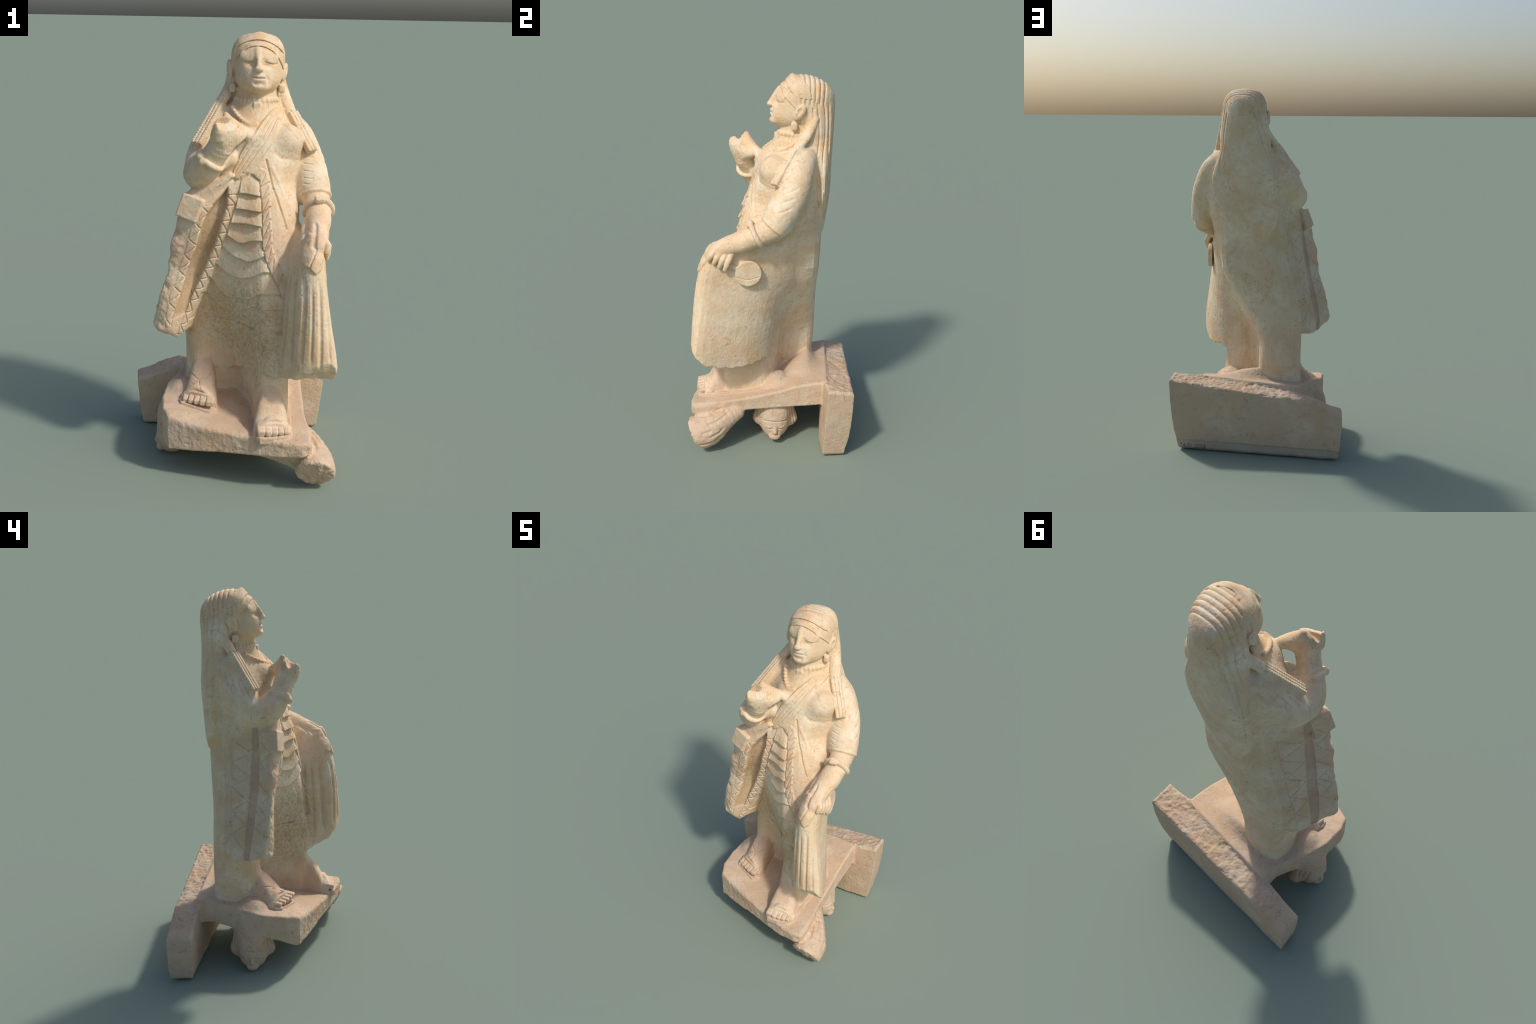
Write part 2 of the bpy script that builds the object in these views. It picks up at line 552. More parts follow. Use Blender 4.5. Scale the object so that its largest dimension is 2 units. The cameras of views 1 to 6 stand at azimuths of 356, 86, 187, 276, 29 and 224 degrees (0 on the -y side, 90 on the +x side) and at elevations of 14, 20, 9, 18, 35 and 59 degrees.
# ------------------------------------------------------------------ skirt and body core
SKIRT_FORM = loft([
    (.30, [(-.205, .20), (-.07, .228), (.0, .192), (.012, .09), (.10, .0), (.19, -.1), (.228, -.25), (.155, -.278), (.108, -.215), (.035, -.05), (-.045, .010), (-.15, -.03), (-.208, .04)]),
    (.455, [(-.205, .20), (-.07, .235), (.0, .196), (.022, .09), (.12, .0), (.20, -.1), (.228, -.25), (.155, -.278), (.108, -.215), (.035, -.05), (-.045, .010), (-.15, -.03), (-.208, .04)]),
    (.60, [(-.218, .196), (-.07, .237), (.0, .2), (.035, .09), (.12, .0), (.20, -.1), (.222, -.24), (.152, -.270), (.100, -.212), (.022, -.068), (-.06, -.008), (-.15, -.015), (-.208, .045)]),
    (.80, [(-.200, .186), (-.05, .230), (.082, .205), (.142, .11), (.20, .01), (.23, -.1), (.22, -.22), (.14, -.252), (.07, -.212), (-.02, -.115), (-.09, -.055), (-.15, .0), (-.195, .06)]),
    (1.0, [(-.135, .175), (-.05, .230), (.185, .210), (.235, .09), (.27, .0), (.265, -.15), (.21, -.225), (.125, -.235), (.06, -.195), (-.02, -.138), (-.08, -.09), (-.13, -.03), (-.175, .08)]),
    (1.2, [(-.095, .175), (.0, .236), (.186, .208), (.272, .10), (.295, .0), (.275, -.11), (.205, -.195), (.113, -.205), (.05, -.175), (-.01, -.148), (-.06, -.13), (-.11, -.08), (-.135, .06)]),
    (1.35, [(-.085, .16), (.05, .235), (.232, .188), (.328, .085), (.30, .0), (.235, -.09), (.18, -.15), (.1, -.172), (.04, -.152), (-.01, -.137), (-.06, -.12), (-.10, -.08), (-.125, .05)]),
    (1.46, [(-.12, .14), (.08, .235), (.258, .168), (.354, .090), (.325, .03), (.268, -.06), (.21, -.108), (.13, -.132), (.06, -.130), (.0, -.115), (-.06, -.082), (-.12, -.03), (-.15, .05)]),
    (1.56, [(-.11, .14), (.08, .23), (.24, .165), (.29, .12), (.285, .06), (.25, -.02), (.195, -.082), (.13, -.110), (.07, -.110), (.02, -.095), (-.03, -.06), (-.09, .0), (-.13, .07)]),
    (1.64, [(-.055, .13), (.08, .22), (.2, .165), (.24, .13), (.235, .08), (.2, .02), (.16, -.03), (.12, -.05), (.085, -.055), (.05, -.045), (.01, -.02), (-.03, .03), (-.06, .09)]),
    (1.70, [(.0, .15), (.09, .2), (.19, .17), (.2, .14), (.2, .09), (.18, .04), (.15, .0), (.12, -.018), (.09, -.02), (.06, -.015), (.03, .01), (.0, .05), (-.005, .1)]),
], rnd=.010)


def hem(fn, zb):
    """Cut a garment off along a wavering hem zb(x, y)."""
    f, lo, hi = fn

    def g(x, y, z):
        a, b = f(x, y, z), (zb(x, y) + .004 * np.sin(37 * x + 29 * y) + .003 * np.sin(83 * x - 71 * y) - z) * .9
        a, b = a + .006, b + .006
        return np.minimum(np.maximum(a, b), 0) + np.hypot(np.maximum(a, 0), np.maximum(b, 0)) - .006
    return g, lo, hi


# the hem falls from the shins to the plinth behind the right heel
add(SKIRT, hem(SKIRT_FORM, lambda x, y: np.interp(y, [-.3, -.2, -.06, .0, .04, .09, .14], [.504, .497, .466, .445, .405, .360, .300])), .005)


def rename(lo, hi, frm, to):
    def f(d, lab, x, y, z):
        lab[(lab == frm) & (z > lo) & (z < hi)] = to
        return d, lab
    mod(f, (-1, -1, lo), (1, 1, hi))


rename(1.385, 1.8, SKIRT, TORSO)

# ------------------------------------------------------------------ cloth pulled aside by the left hand
add(CLOTH, hem(loft([
    (.46, [(.12, .01), (.25, -.04), (.330, -.13), (.385, -.25), (.422, -.41), (.36, -.44), (.27, -.415), (.222, -.35), (.17, -.25), (.10, -.1)]),
    (.60, [(.11, .03), (.24, -.03), (.328, -.13), (.388, -.26), (.434, -.425), (.36, -.452), (.27, -.418), (.226, -.35), (.17, -.25), (.10, -.1)]),
    (.78, [(.13, .05), (.23, .0), (.312, -.1), (.372, -.25), (.405, -.405), (.345, -.445), (.27, -.415), (.232, -.34), (.18, -.22), (.12, -.1)]),
    (.95, [(.19, .08), (.26, .02), (.315, -.09), (.356, -.24), (.382, -.385), (.335, -.428), (.275, -.405), (.238, -.33), (.2, -.2), (.15, -.1)]),
    (1.08, [(.22, .06), (.272, .02), (.315, -.08), (.350, -.22), (.370, -.355), (.325, -.398), (.282, -.37), (.262, -.3), (.24, -.2), (.2, -.1)]),
    (1.15, [(.22, .05), (.27, .02), (.30, -.06), (.335, -.20), (.350, -.31), (.325, -.345), (.30, -.32), (.285, -.27), (.265, -.18), (.22, -.1)]),
], rnd=.010), lambda x, y: np.interp(y, [-.46, -.43, -.385, -.34, -.30, -.226, -.12, -.06, .1], [.63, .578, .532, .518, .503, .488, .488, .505, .36])), .03)

# vertical gathers on its front
engrave('xz', [[(.280, 1.01), (.282, .847), (.272, .60)], [(.345, .985), (.352, .81), (.356, .58)]], (-.48, -.30), .014, .008, 3, taper=.12)
engrave('xz', [[(.312, .98), (.316, .80), (.314, .59)], [(.376, .90), (.388, .75), (.402, .60)]], (-.48, -.30), .011, .005, 3, taper=.2)
engrave('xz', [[(.252, 1.04), (.240, .847), (.236, .58)]], (-.42, -.25), .012, .010, 3, taper=.1)
engrave('yz', [[(-.30, 1.02), (-.305, .85), (-.31, .56)], [(-.345, 1.0), (-.36, .8), (-.37, .56)], [(-.26, 1.0), (-.265, .8), (-.275, .56)]], (.17, .30), .012, .008, 3, -1, taper=.1)
# rounded end of the bunch below the hand
raise_panel('xz', [(.275, 1.17), (.274, 1.045), (.300, 1.038), (.325, 1.012), (.348, 1.03), (.36, 1.07), (.36, 1.17)], (-.48, -.28), .009, .005)
engrave('xz', [[(.331, 1.115), (.302, 1.038)]], (-.48, -.28), .005, .006)

# ------------------------------------------------------------------ cloak hanging at the figure's right
add(CLOAK, hem(loft([
    (.612, [(-.252, -.066), (-.272, -.080), (-.300, -.06), (-.318, -.01), (-.318, .048), (-.262, .140), (-.20, .14), (-.22, .03)]),
    (.648, [(-.228, -.074), (-.297, -.106), (-.352, -.066), (-.327, .0), (-.307, .04), (-.262, .140), (-.185, .16), (-.19, .025)]),
    (.69, [(-.215, -.075), (-.306, -.113), (-.370, -.065), (-.327, .0), (-.305, .038), (-.258, .138), (-.17, .165), (-.175, .02)]),
    (.80, [(-.167, -.068), (-.283, -.115), (-.347, -.090), (-.300, -.008), (-.277, .028), (-.240, .126), (-.14, .17), (-.13, .0)]),
    (.95, [(-.104, -.096), (-.255, -.120), (-.310, -.102), (-.262, -.03), (-.245, .013), (-.206, .110), (-.10, .17), (-.08, -.04)]),
    (1.14, [(-.040, -.140), (-.165, -.165), (-.270, -.120), (-.227, -.048), (-.214, -.004), (-.162, .103), (-.05, .18), (-.03, -.08)]),
    (1.26, [(-.01, -.152), (-.12, -.165), (-.235, -.12), (-.214, -.05), (-.202, -.013), (-.139, .100), (-.03, .18), (0, -.1)]),
    (1.36, [(.015, -.140), (-.04, -.138), (-.14, -.09), (-.18, -.03), (-.18, .0), (-.13, .09), (-.03, .15), (.02, -.1)]),
], rnd=.008), lambda x, y: np.interp(x, [-.38, -.33, -.30, -.262, -.225, -.19], [.665, .650, .642, .612, .645, .665]) * (1 - sstep(-.04, .02, y)) + .622 * sstep(-.04, .02, y)), .010)
# block under the elbow
add(CLOAK, box((-.192, -.108, 1.238), (.050, .054, .058), frame((-.28, -.95, .14), (.35, 0, 1)), .008), .008)
add(CLOAK, tube([(-.175, -.105, 1.285), (-.11, -.125, 1.325), (-.03, -.138, 1.385)], [.040, .030, .016], 2), .015)

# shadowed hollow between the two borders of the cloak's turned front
strip2_in = [(.018, 1.372), (.009, 1.306), (-.003, 1.259), (-.024, 1.19), (-.038, 1.132), (-.061, 1.07), (-.079, 1.01), (-.098, .96), (-.124, .908), (-.145, .857), (-.167, .802), (-.196, .745), (-.218, .690), (-.236, .645)]
strip2_out = [(-.038, 1.337), (-.045, 1.254), (-.065, 1.19), (-.079, 1.134), (-.097, 1.069), (-.12, 1.013), (-.137, .962), (-.159, .908), (-.183, .855), (-.202, .806), (-.226, .743), (-.249, .687), (-.262, .640)]
strip3_in = [(-.1, 1.257), (-.133, 1.208), (-.153, 1.153), (-.172, 1.069), (-.195, 1.009), (-.221, .925), (-.243, .841), (-.265, .776), (-.285, .72), (-.292, .685)]
strip3_out = [(-.15, 1.25), (-.166, 1.191), (-.2, 1.146), (-.225, 1.04), (-.255, .952), (-.264, .9), (-.291, .845), (-.306, .775), (-.316, .714), (-.312, .680)]
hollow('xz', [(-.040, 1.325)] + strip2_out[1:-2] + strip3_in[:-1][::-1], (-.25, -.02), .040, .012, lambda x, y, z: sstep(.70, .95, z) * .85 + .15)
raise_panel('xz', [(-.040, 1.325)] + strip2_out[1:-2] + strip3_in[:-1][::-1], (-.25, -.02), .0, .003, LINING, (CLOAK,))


def at_height(line, z):
    l = np.array(line)[::-1]
    return (float(np.interp(z, l[:, 1], l[:, 0])), z)


raise_panel('xz', strip2_in + strip2_out[::-1], (-.25, -.02), .004, .003, LAPEL, (CLOAK, TUNIC, SKIRT, TORSO))
ticks = []
for (xa, za) in strip2_in[1:]:
    ticks += [(xa, za), at_height(strip2_out, za - .004)]
engrave('xz', [ticks, strip2_out], (-.25, -.02), .0042, .0060, only=(LAPEL, CLOAK))
raise_panel('xz', strip3_in + strip3_out[::-1], (-.25, -.02), .003, .003, BORDER_O, (CLOAK,))
engrave('xz', [zigzag(strip3_in, strip3_out, 15, 1), strip3_in], (-.25, -.02), .0042, .0050, only=(BORDER_O, CLOAK))

# side of the cloak: recessed stripe and engraved triangles
stripe = [(-.017, 1.325), (-.011, 1.19), (.0, 1.06), (.014, .936), (.030, .80), (.042, .69), (.05, .63), (.02, .63), (-.005, .776), (-.019, .863), (-.032, .958), (-.043, 1.05), (-.048, 1.15), (-.049, 1.26), (-.045, 1.32)]
raise_panel('yz', stripe, (-.42, -.15), -.009, .004, STRIPE, (CLOAK,))
engrave('yz', [[(.098, 1.25), (.101, 1.15), (.106, .99), (.111, .85), (.115, .70)]], (-.42, -.10), .004, .0035)
engrave('yz', [zigzag([(.097, 1.25), (.103, 1.06), (.110, .85), (.112, .70)], [(-.012, 1.25), (-.006, 1.19), (.018, .934), (.038, .76), (.045, .69)], 9)], (-.42, -.15), .0042, .0042)
engrave('yz', [zigzag([(-.066, 1.25), (-.064, 1.19), (-.034, .911), (-.012, .76)], [(-.112, 1.25), (-.10, 1.0), (-.072, .774)], 9)], (-.42, -.2), .004, .0038)

# ------------------------------------------------------------------ tunic with stepped pleats and its border
strip1_left = [(.063, 1.395), (.098, 1.367), (.099, 1.332), (.107, 1.271), (.111, 1.214), (.11, 1.159), (.112, 1.086), (.125, 1.029), (.153, .96), (.179, .916), (.207, .856)]
strip1_right = [(.105, 1.42), (.130, 1.411), (.143, 1.363), (.145, 1.331), (.145, 1.271), (.148, 1.21), (.154, 1.137), (.158, 1.079), (.173, 1.029), (.19, 1.004), (.214, .94)]
folds = [[(.012, 1.309), (.055, 1.308), (.101, 1.301)], [(0, 1.241), (.051, 1.238), (.107, 1.234)], [(-.02, 1.175), (.043, 1.177), (.107, 1.171)],
         [(-.04, 1.118), (.003, 1.091), (.028, 1.088), (.069, 1.104), (.112, 1.109)],
         [(-.075, 1.075), (-.021, 1.03), (.02, 1.013), (.061, 1.01), (.115, 1.04)],
         [(-.10, .985), (-.041, .94), (.013, .925), (.062, .937), (.115, .97)],
         [(-.115, .91), (-.061, .836), (-.019, .821), (.055, .836), (.11, .87)],
         [(-.135, .83), (-.086, .772), (-.034, .751), (.015, .759), (.07, .80)]]
fold_amp = [.020, .023, .021, .018, .013, .011, .008, .006]


def pleats(d, lab, x, y, z):
    """Each pleat swells downward and ends in a step."""
    ok = (y < -.02) & (y > -.3) & (z > .70) & (z < 1.40) & (np.abs(d) < .05)
    if not ok.any():
        return d, lab
    X, Z, lb = x[ok], z[ok], lab[ok]
    left = np.interp(-Z, [-p[1] for p in strip2_in], [p[0] for p in strip2_in])
    right = np.interp(-Z, [-p[1] for p in strip1_left], [p[0] for p in strip1_left])
    w = sstep(0, .004, X - left) * sstep(0, .004, right - X)
    off = np.zeros_like(X)
    top = np.interp(X, [0, .06, .1], [1.385, 1.40, 1.37])
    for l, a in zip(folds, fold_amp):
        l = spline(l, 4)
        fz = np.interp(X, l[:, 0], l[:, 1])
        t = np.clip((top - Z) / np.maximum(top - fz, .01), 0, 1)
        here = (Z < top) & (Z >= fz)
        off = np.where(here, a * (.1 + .9 * t ** .8) * sstep(0, .006, Z - fz), off)
        top = np.where(Z < fz, fz, -9.)
    dd = d[ok]
    sel = (w > 0)
    dd -= np.where(sel, (off - .004) * w, 0)
    lb[sel & (w > .5) & (Z > 1.0)] = TUNIC
    d[ok] = dd; lab[ok] = lb
    return d, lab


mod(pleats, (-.2, -.3, .68), (.22, -.02, 1.42))
raise_panel('xz', strip1_left + strip1_right[::-1], (-.32, -.08), .008, .003, LAPEL)
ticks = zigzag(strip1_left[1:], strip1_right[1:], 19, 1)
engrave('xz', [ticks[i:i + 2] for i in range(1, 19, 2)] + [strip1_left], (-.32, -.05), .0048, .0070, only=(LAPEL,))
engrave("xz", [ticks[i:i + 2] for i in range(0, 19, 2)] + [strip1_right], (-.32, -.05), .0040, .0045, only=(LAPEL,))
# lapel edge running down beside the breast
engrave('xz', [[(.13, 1.455), (.143, 1.403), (.158, 1.342), (.181, 1.281), (.207, 1.206), (.224, 1.156)]], (-.32, -.03), .007, .009, 3)
engrave('xz', [[(.155, 1.42), (.20, 1.33), (.235, 1.22)]], (-.3, -.03), .012, -.004, 3)
# crease between the thighs
engrave('xz', [[(.095, .90), (.075, .744), (.056, .654), (.075, .507)]], (-.32, -.02), .03, .009, 3, taper=.35)
# edge lines of the skirt front
engrave('xz', [[(.17, .93), (.20, .86), (.215, .78)]], (-.32, -.1), .005, .004)

# ------------------------------------------------------------------ chest, sash, neck
add(TORSO, ellipsoid((.222, -.030, 1.525), (.080, .085, .078), frame((0, .5, 1))), .034)
engrave('xz', [[(.160, 1.500), (.185, 1.472), (.222, 1.455), (.262, 1.458)]], (-.2, .0), .016, .003, 4, taper=.3)
add(TORSO, ellipsoid((.050, -.048, 1.545), (.078, .066, .070)), .025)
add(TORSO, tube([(.06, -.09, 1.55), (.022, -.125, 1.580)], [.034, .022], 1), .012)
add(NECK, loft([(1.60, [(.0, .06), (.04, -.02), (.1, -.04), (.16, -.02), (.2, .06), (.17, .15), (.1, .18), (.03, .15)]),
                (1.67, [(.0, .07), (.04, .0), (.098, -.022), (.155, .0), (.197, .07), (.17, .15), (.1, .18), (.03, .15)]),
                (1.76, [(.0, .08), (.04, .01), (.098, -.015), (.155, .01), (.195, .08), (.17, .15), (.1, .18), (.03, .15)])], rnd=.01), .02)
sash_up = [(.177, 1.677), (.106, 1.607), (.042, 1.523), (.009, 1.465), (-.02, 1.381)]
sash_low = [(.225, 1.66), (.189, 1.592), (.157, 1.53), (.105, 1.455), (.059, 1.398), (.0, 1.365)]
raise_panel('xz', sash_up + sash_low[::-1], (-.3, .08), .012, .006, SASH)


def between(a, b, t, n=6):
    a, b = np.array(a), np.array(b)
    q = lambda l, s: np.array([np.interp(s, np.linspace(0, 1, len(l)), l[:, k]) for k in (0, 1)])
    return [tuple(q(a, s) * (1 - t) + q(b, s) * t) for s in np.linspace(0, 1, n)]


engrave('xz', [between(sash_up, sash_low, t) for t in (.22, .44, .64)], (-.3, .08), .006, .005)
engrave('xz', [between(sash_up, sash_low, t) for t in (.12, .33, .54)], (-.3, .08), .004, .002)

# beaded necklace and choker with pendant
bead_line = spline([(-.015, .02, 1.668), (.003, -.022, 1.640), (.030, -.062, 1.617), (.058, -.088, 1.602), (.085, -.085, 1.607)], 5)
for q in bead_line[::2]:
    add(NECKLACE, ellipsoid(q, (.010, .010, .010)), .008)
for i in range(17):
    a = math.radians(-100 + i * 12.5)
    add(NECKLACE, ellipsoid((.098 + .097 * math.sin(a), .072 - .092 * math.cos(a), 1.703), (.008, .007, .0095)), .009)
add(PENDANT, box((.092, -.026, 1.677), (.017, .013, .019), None, .005), .004)

# ------------------------------------------------------------------ head
def skull(x, y, z):
    """Broad and flat-topped seen from the front, an ellipse in profile."""
    q = np.abs(x - .102) / .114, (y - .092) / np.where(y > .092, .158, .112), np.abs(z - 1.865) / .119
    e = (q[0] ** 2.7 + q[2] ** 2.7 + 1e-9) ** (2 / 2.7)
    k = np.sqrt(e + q[1] ** 2)
    return (k - 1) * .125


def headform(x, y, z):
    """Egg of skull, face and jaw together."""
    a = skull(x, y, z)
    b = ellipsoid((.100, .060, 1.856), (.101, .108, .112))[0](x, y, z)
    c = ellipsoid((.101, .042, 1.792), (.092, .103, .072))[0](x, y, z)
    d = np.minimum(a, b)
    t = np.clip(.5 + .5 * (c - d) / .04, 0, 1)
    return c * (1 - t) + d * t - .04 * t * (1 - t)


add(HEAD, (headform, (-.02, -.07, 1.71), (.22, .26, 2.0)), .006)
# back hair from crown to below the shoulder blades
add(HAIR, loft([
    (1.17, [(-.045, .236), (.03, .246), (.10, .236), (.10, .21), (.02, .20), (-.045, .20)]),
    (1.25, [(-.078, .240), (.05, .256), (.155, .230), (.153, .205), (.05, .18), (-.075, .18)]),
    (1.38, [(-.082, .240), (.07, .265), (.236, .224), (.235, .200), (.06, .17), (-.078, .17)]),
    (1.52, [(-.075, .243), (.07, .267), (.246, .224), (.240, .188), (.06, .16), (-.067, .16)]),
    (1.66, [(-.048, .226), (.07, .263), (.198, .238), (.225, .14), (.1, .12), (-.037, .12)]),
    (1.76, [(-.028, .212), (.07, .261), (.186, .240), (.228, .13), (.1, .09), (-.028, .11)]),
    (1.86, [(-.013, .188), (.07, .257), (.17, .234), (.215, .13), (.1, .08), (-.016, .11)]),
    (1.925, [(.03, .15), (.08, .205), (.14, .195), (.18, .14), (.1, .09), (.03, .11)]),
], rnd=.015), .02)
# skull hair shell behind the headband
def hair_cap(x, y, z):
    front = .045 + (1.90 - z) * .32
    front = np.where(z > 1.90, .045 + (1.90 - z) * .10, front)
    return np.maximum(headform(x, y, z) - .009, front - y)


add(HAIR, (hair_cap, (-.03, .03, 1.74), (.23, .26, 2.01)), .006)


def strands(d, lab, x, y, z):
    ok = (z > 1.70) & (np.abs(d) < .03) & ((lab == HAIR) | (lab == HEAD)) & (y > .03)
    if ok.any():
        X, Y, Z = x[ok], y[ok], z[ok]
        q = (Y - .128) / (1 - .9 * np.clip(1.99 - Z, 0, .2))
        rid = np.abs(np.sin(np.pi * q / .0262))
        w = sstep(1.845, 1.885, Z) * sstep(.052, .068, Y) * (1 - sstep(.195, .23, Y))
        d[ok] += .0075 * w * (1 - rid ** .6)
    return d, lab


mod(strands, (-.05, .0, 1.7), (.25, .3, 2.02))
# long strands at the sides of the back hair
engrave('yz', [[(.19, 1.90), (.205, 1.82), (.21, 1.70), (.20, 1.55), (.225, 1.30)], [(.16, 1.88), (.172, 1.80), (.18, 1.70), (.172, 1.6)], [(.14, 1.85), (.145, 1.80), (.15, 1.72)], [(.222, 1.88), (.228, 1.78), (.232, 1.6), (.245, 1.42)]], (.12, .30), .007, .006, 4, 1, (HAIR,), .08)
engrave('yz', [[(.20, 1.90), (.215, 1.82), (.215, 1.70), (.225, 1.50), (.225, 1.30)], [(.175, 1.88), (.19, 1.78), (.185, 1.66)], [(.15, 1.87), (.145, 1.78), (.13, 1.72)], [(.23, 1.86), (.237, 1.75), (.235, 1.55)]], (-.12, .06), .007, .006, 4, -1, (HAIR,), .08)

# headband: plain hair roll above a narrow patterned band
def band_z(x):                       # lower edge of the band on the forehead
    return 1.940 - 5.2 * (x - .092) ** 2


def band(x, y, z):
    hf = headform(x, y, z)
    return np.maximum(np.maximum(hf - .0055, band_z(x) - .35 * (y + .01) * (y > -.01) - z), np.maximum(y - .075, z - band_z(x) - .034))


def roll(x, y, z):
    hf = headform(x, y, z)
    low = 1.967 - 3.6 * (x - .092) ** 2
    thick = .009 + .019 * np.exp(-((y - .035) / .022) ** 2) * np.exp(-((x - .104) / .05) ** 2)
    a = np.maximum(hf - thick, low - .15 * (y - .0) - z)
    return np.maximum(a, y - .058 - .05 * (x - .1) ** 2 / .01)


add(BAND, (band, (-.02, -.05, 1.84), (.22, .09, 1.99)), .002)
add(BAND, (roll, (-.02, -.03, 1.89), (.22, .07, 2.02)), .003)

# features
add(HEAD, tube([(.092, -.022, 1.918), (.094, -.044, 1.886), (.096, -.062, 1.850)], [.013, .012, .014], 3), .012)
add(HEAD, ellipsoid((.096, -.064, 1.843), (.021, .018, .0135)), .008)
add(HEAD, ellipsoid((.104, -.038, 1.764), (.040, .030, .022)), .020)
add(HEAD, ellipsoid((.094, -.049, 1.8125), (.027, .017, .009)), .008)
add(HEAD, ellipsoid((.097, -.049, 1.7945), (.025, .016, .009)), .008)
for ex, ez, ey, sl in ((.046, 1.890, -.004, .0), (.150, 1.883, -.006, 0.)):
    cut(ellipsoid((ex, ey - .040, ez - .027), (.036, .018, .011)), .014)
    add(HEAD, ellipsoid((ex, ey + .004, ez), (.031, .016, .022)), .014)
engrave('xz', [[(.073, 1.873), (.060, 1.869), (.040, 1.869), (.018, 1.878)], [(.126, 1.871), (.142, 1.866), (.158, 1.861), (.179, 1.862)]], (-.08, .03), .0045, .0045, 3)
engrave('xz', [[(.066, 1.807), (.082, 1.805), (.096, 1.803), (.125, 1.802)]], (-.1, -.02), .0045, .007, 3)
engrave('xz', [[(.08, 1.778), (.115, 1.777)]], (-.1, -.02), .014, .006)
engrave('xz', [[(.062, 1.812), (.056, 1.800)], [(.131, 1.808), (.137, 1.796)]], (-.1, .0), .010, .003)
for s in (-1, 1):                    # hollows beside the bridge and the wings of the nose
    cut(ellipsoid((.096 + s * .028, -.058, 1.868), (.013, .020, .022)), .012)
    cut(ellipsoid((.096 + s * .036, -.082, 1.824), (.016, .022, .020)), .012)

# ears and earrings
for P_, Q_, top, lobe, drop, s in ((EAR_L, RING_L, (.228, .100, 1.858), (.207, .058, 1.787), (.207, .051, 1.752), 1),
                                   (EAR_R, RING_R, (-.027, .106, 1.870), (-.020, .068, 1.797), (-.013, .071, 1.750), -1)):
    t, l = np.array(top), np.array(lobe)
    c = .5 * (t + l) + np.array((.003 * s, -.004, 0))
    ax = t - l
    R_ = frame(ax, (s, -.25, 0))     # rows: side (along the head), out, ear axis
    add(P_, ellipsoid(c, (.025, .013, .046), R_), .004)
    cut(ellipsoid(c + np.array((s * .018, -.006, .006)), (.013, .014, .026), R_), .005)
    add(P_, ellipsoid(c + np.array((s * .000, -.014, -.004)), (.008, .009, .012)), .004)
    add(Q_, superellipsoid(drop, (.015, .017, .021), 3.), .004)

# braids falling forward over the shoulders
def braid(P_, pts, rad, a, b, out):
    """Rope leaving the hair, turning into a flat three-strand strap from a to b."""
    add(P_, tube(pts, rad, 4, (out, 1.6)), .008)
    a, b, o = np.array(a), np.array(b), np.array(out, float)
    ax = (b - a) / np.linalg.norm(b - a)
    side = np.cross(ax, o); side /= np.linalg.norm(side)
    o = np.cross(side, ax)
    L_, mid = np.linalg.norm(b - a), .5 * (a + b)
    add(P_, box(mid, (.026, .015, .5 * L_), np.stack([side, o, ax]), .006), .006)

    def strands_(V, N, lab):
        q = V - mid
        u, v = q @ side, q @ ax
        w = (np.abs(v) < .5 * L_ + .01) & (np.abs(u) < .03) & (lab == P_)
        cutl = np.maximum(1 - sstep(0, .0042, np.abs(u - .009)), 1 - sstep(0, .0042, np.abs(u + .009)))
        ph = v / .013 + np.round(u / .018) * .5
        tick = 1 - sstep(.0, .22, np.abs(ph - np.round(ph)))
        return -(.0055 * cutl + .0020 * tick) * w * sstep(.2, .5, N @ o), None
    DETAILS.append((np.minimum(a, b) - .05, np.maximum(a, b) + .05, strands_))


braid(BRAID_L, [(.205, .150, 1.79), (.224, .120, 1.72), (.248, .072, 1.655), (.270, .042, 1.613)], [.028, .032, .029, .026], (.258, .054, 1.645), (.343, -.046, 1.482), (.45, -.72, .30))
braid(BRAID_R, [(-.010, .150, 1.79), (-.032, .115, 1.735), (-.062, .085, 1.690), (-.085, .060, 1.653)], [.028, .030, .028, .025], (-.067, .075, 1.685), (-.176, -.041, 1.510), (-.50, -.66, .34))

# ------------------------------------------------------------------ arms
add(SLEEVE_L, tube([(.235, .10, 1.585), (.288, .080, 1.530), (.326, .042, 1.42), (.346, -.008, 1.335), (.360, -.030, 1.288)], [.070, .074, .084, .084, .075], 4), .02)
add(ARM_L, tube([(.355, .0, 1.29), (.363, -.035, 1.268), (.368, -.12, 1.230), (.360, -.20, 1.192)], [.060, .063, .058, .052], 4), .003)
add(BRACE_L, ring((.368, -.128, 1.232), (-.03, -.78, -.45), .061, .013, 1.05), .003)
add(BRACE_L, box((.366, -.166, 1.288), (.020, .018, .012), frame((-.03, .45, -.78)), .006), .004)
add(SLEEVE_L, ring((.361, -.042, 1.276), (.05, -.62, -.78), .069, .009), .004)
for q in ((.364, -.168, 1.285), (.395, -.150, 1.272), (.410, -.135, 1.225)):
    add(BRACE_L, ellipsoid(q, (.016, .014, .014)), .006)
add(HAND_L, tube([(.360, -.19, 1.195), (.352, -.25, 1.172), (.345, -.31, 1.145), (.342, -.345, 1.125)], [.052, .050, .046, .032], 3), .02)
add(HAND_L, tube([(.318, -.185, 1.185), (.300, -.24, 1.155), (.298, -.285, 1.125)], [.026, .024, .020], 3), .012)
for i, (y0, y1, z1) in enumerate(((-.355, -.365, 1.098), (-.325, -.338, 1.082), (-.297, -.311, 1.066), (-.270, -.282, 1.052))):
    add(HAND_L, tube([(.362, y0 + .025, 1.145), (.384 + .004 * i, y0, 1.122 - .01 * i), (.377 + .004 * i, y1, z1)], [.018, .0155, .0125], 2), .005)
engrave('xz', [[(.335, 1.20), (.328, 1.16), (.322, 1.12)]], (-.4, -.2), .014, .008, 3)

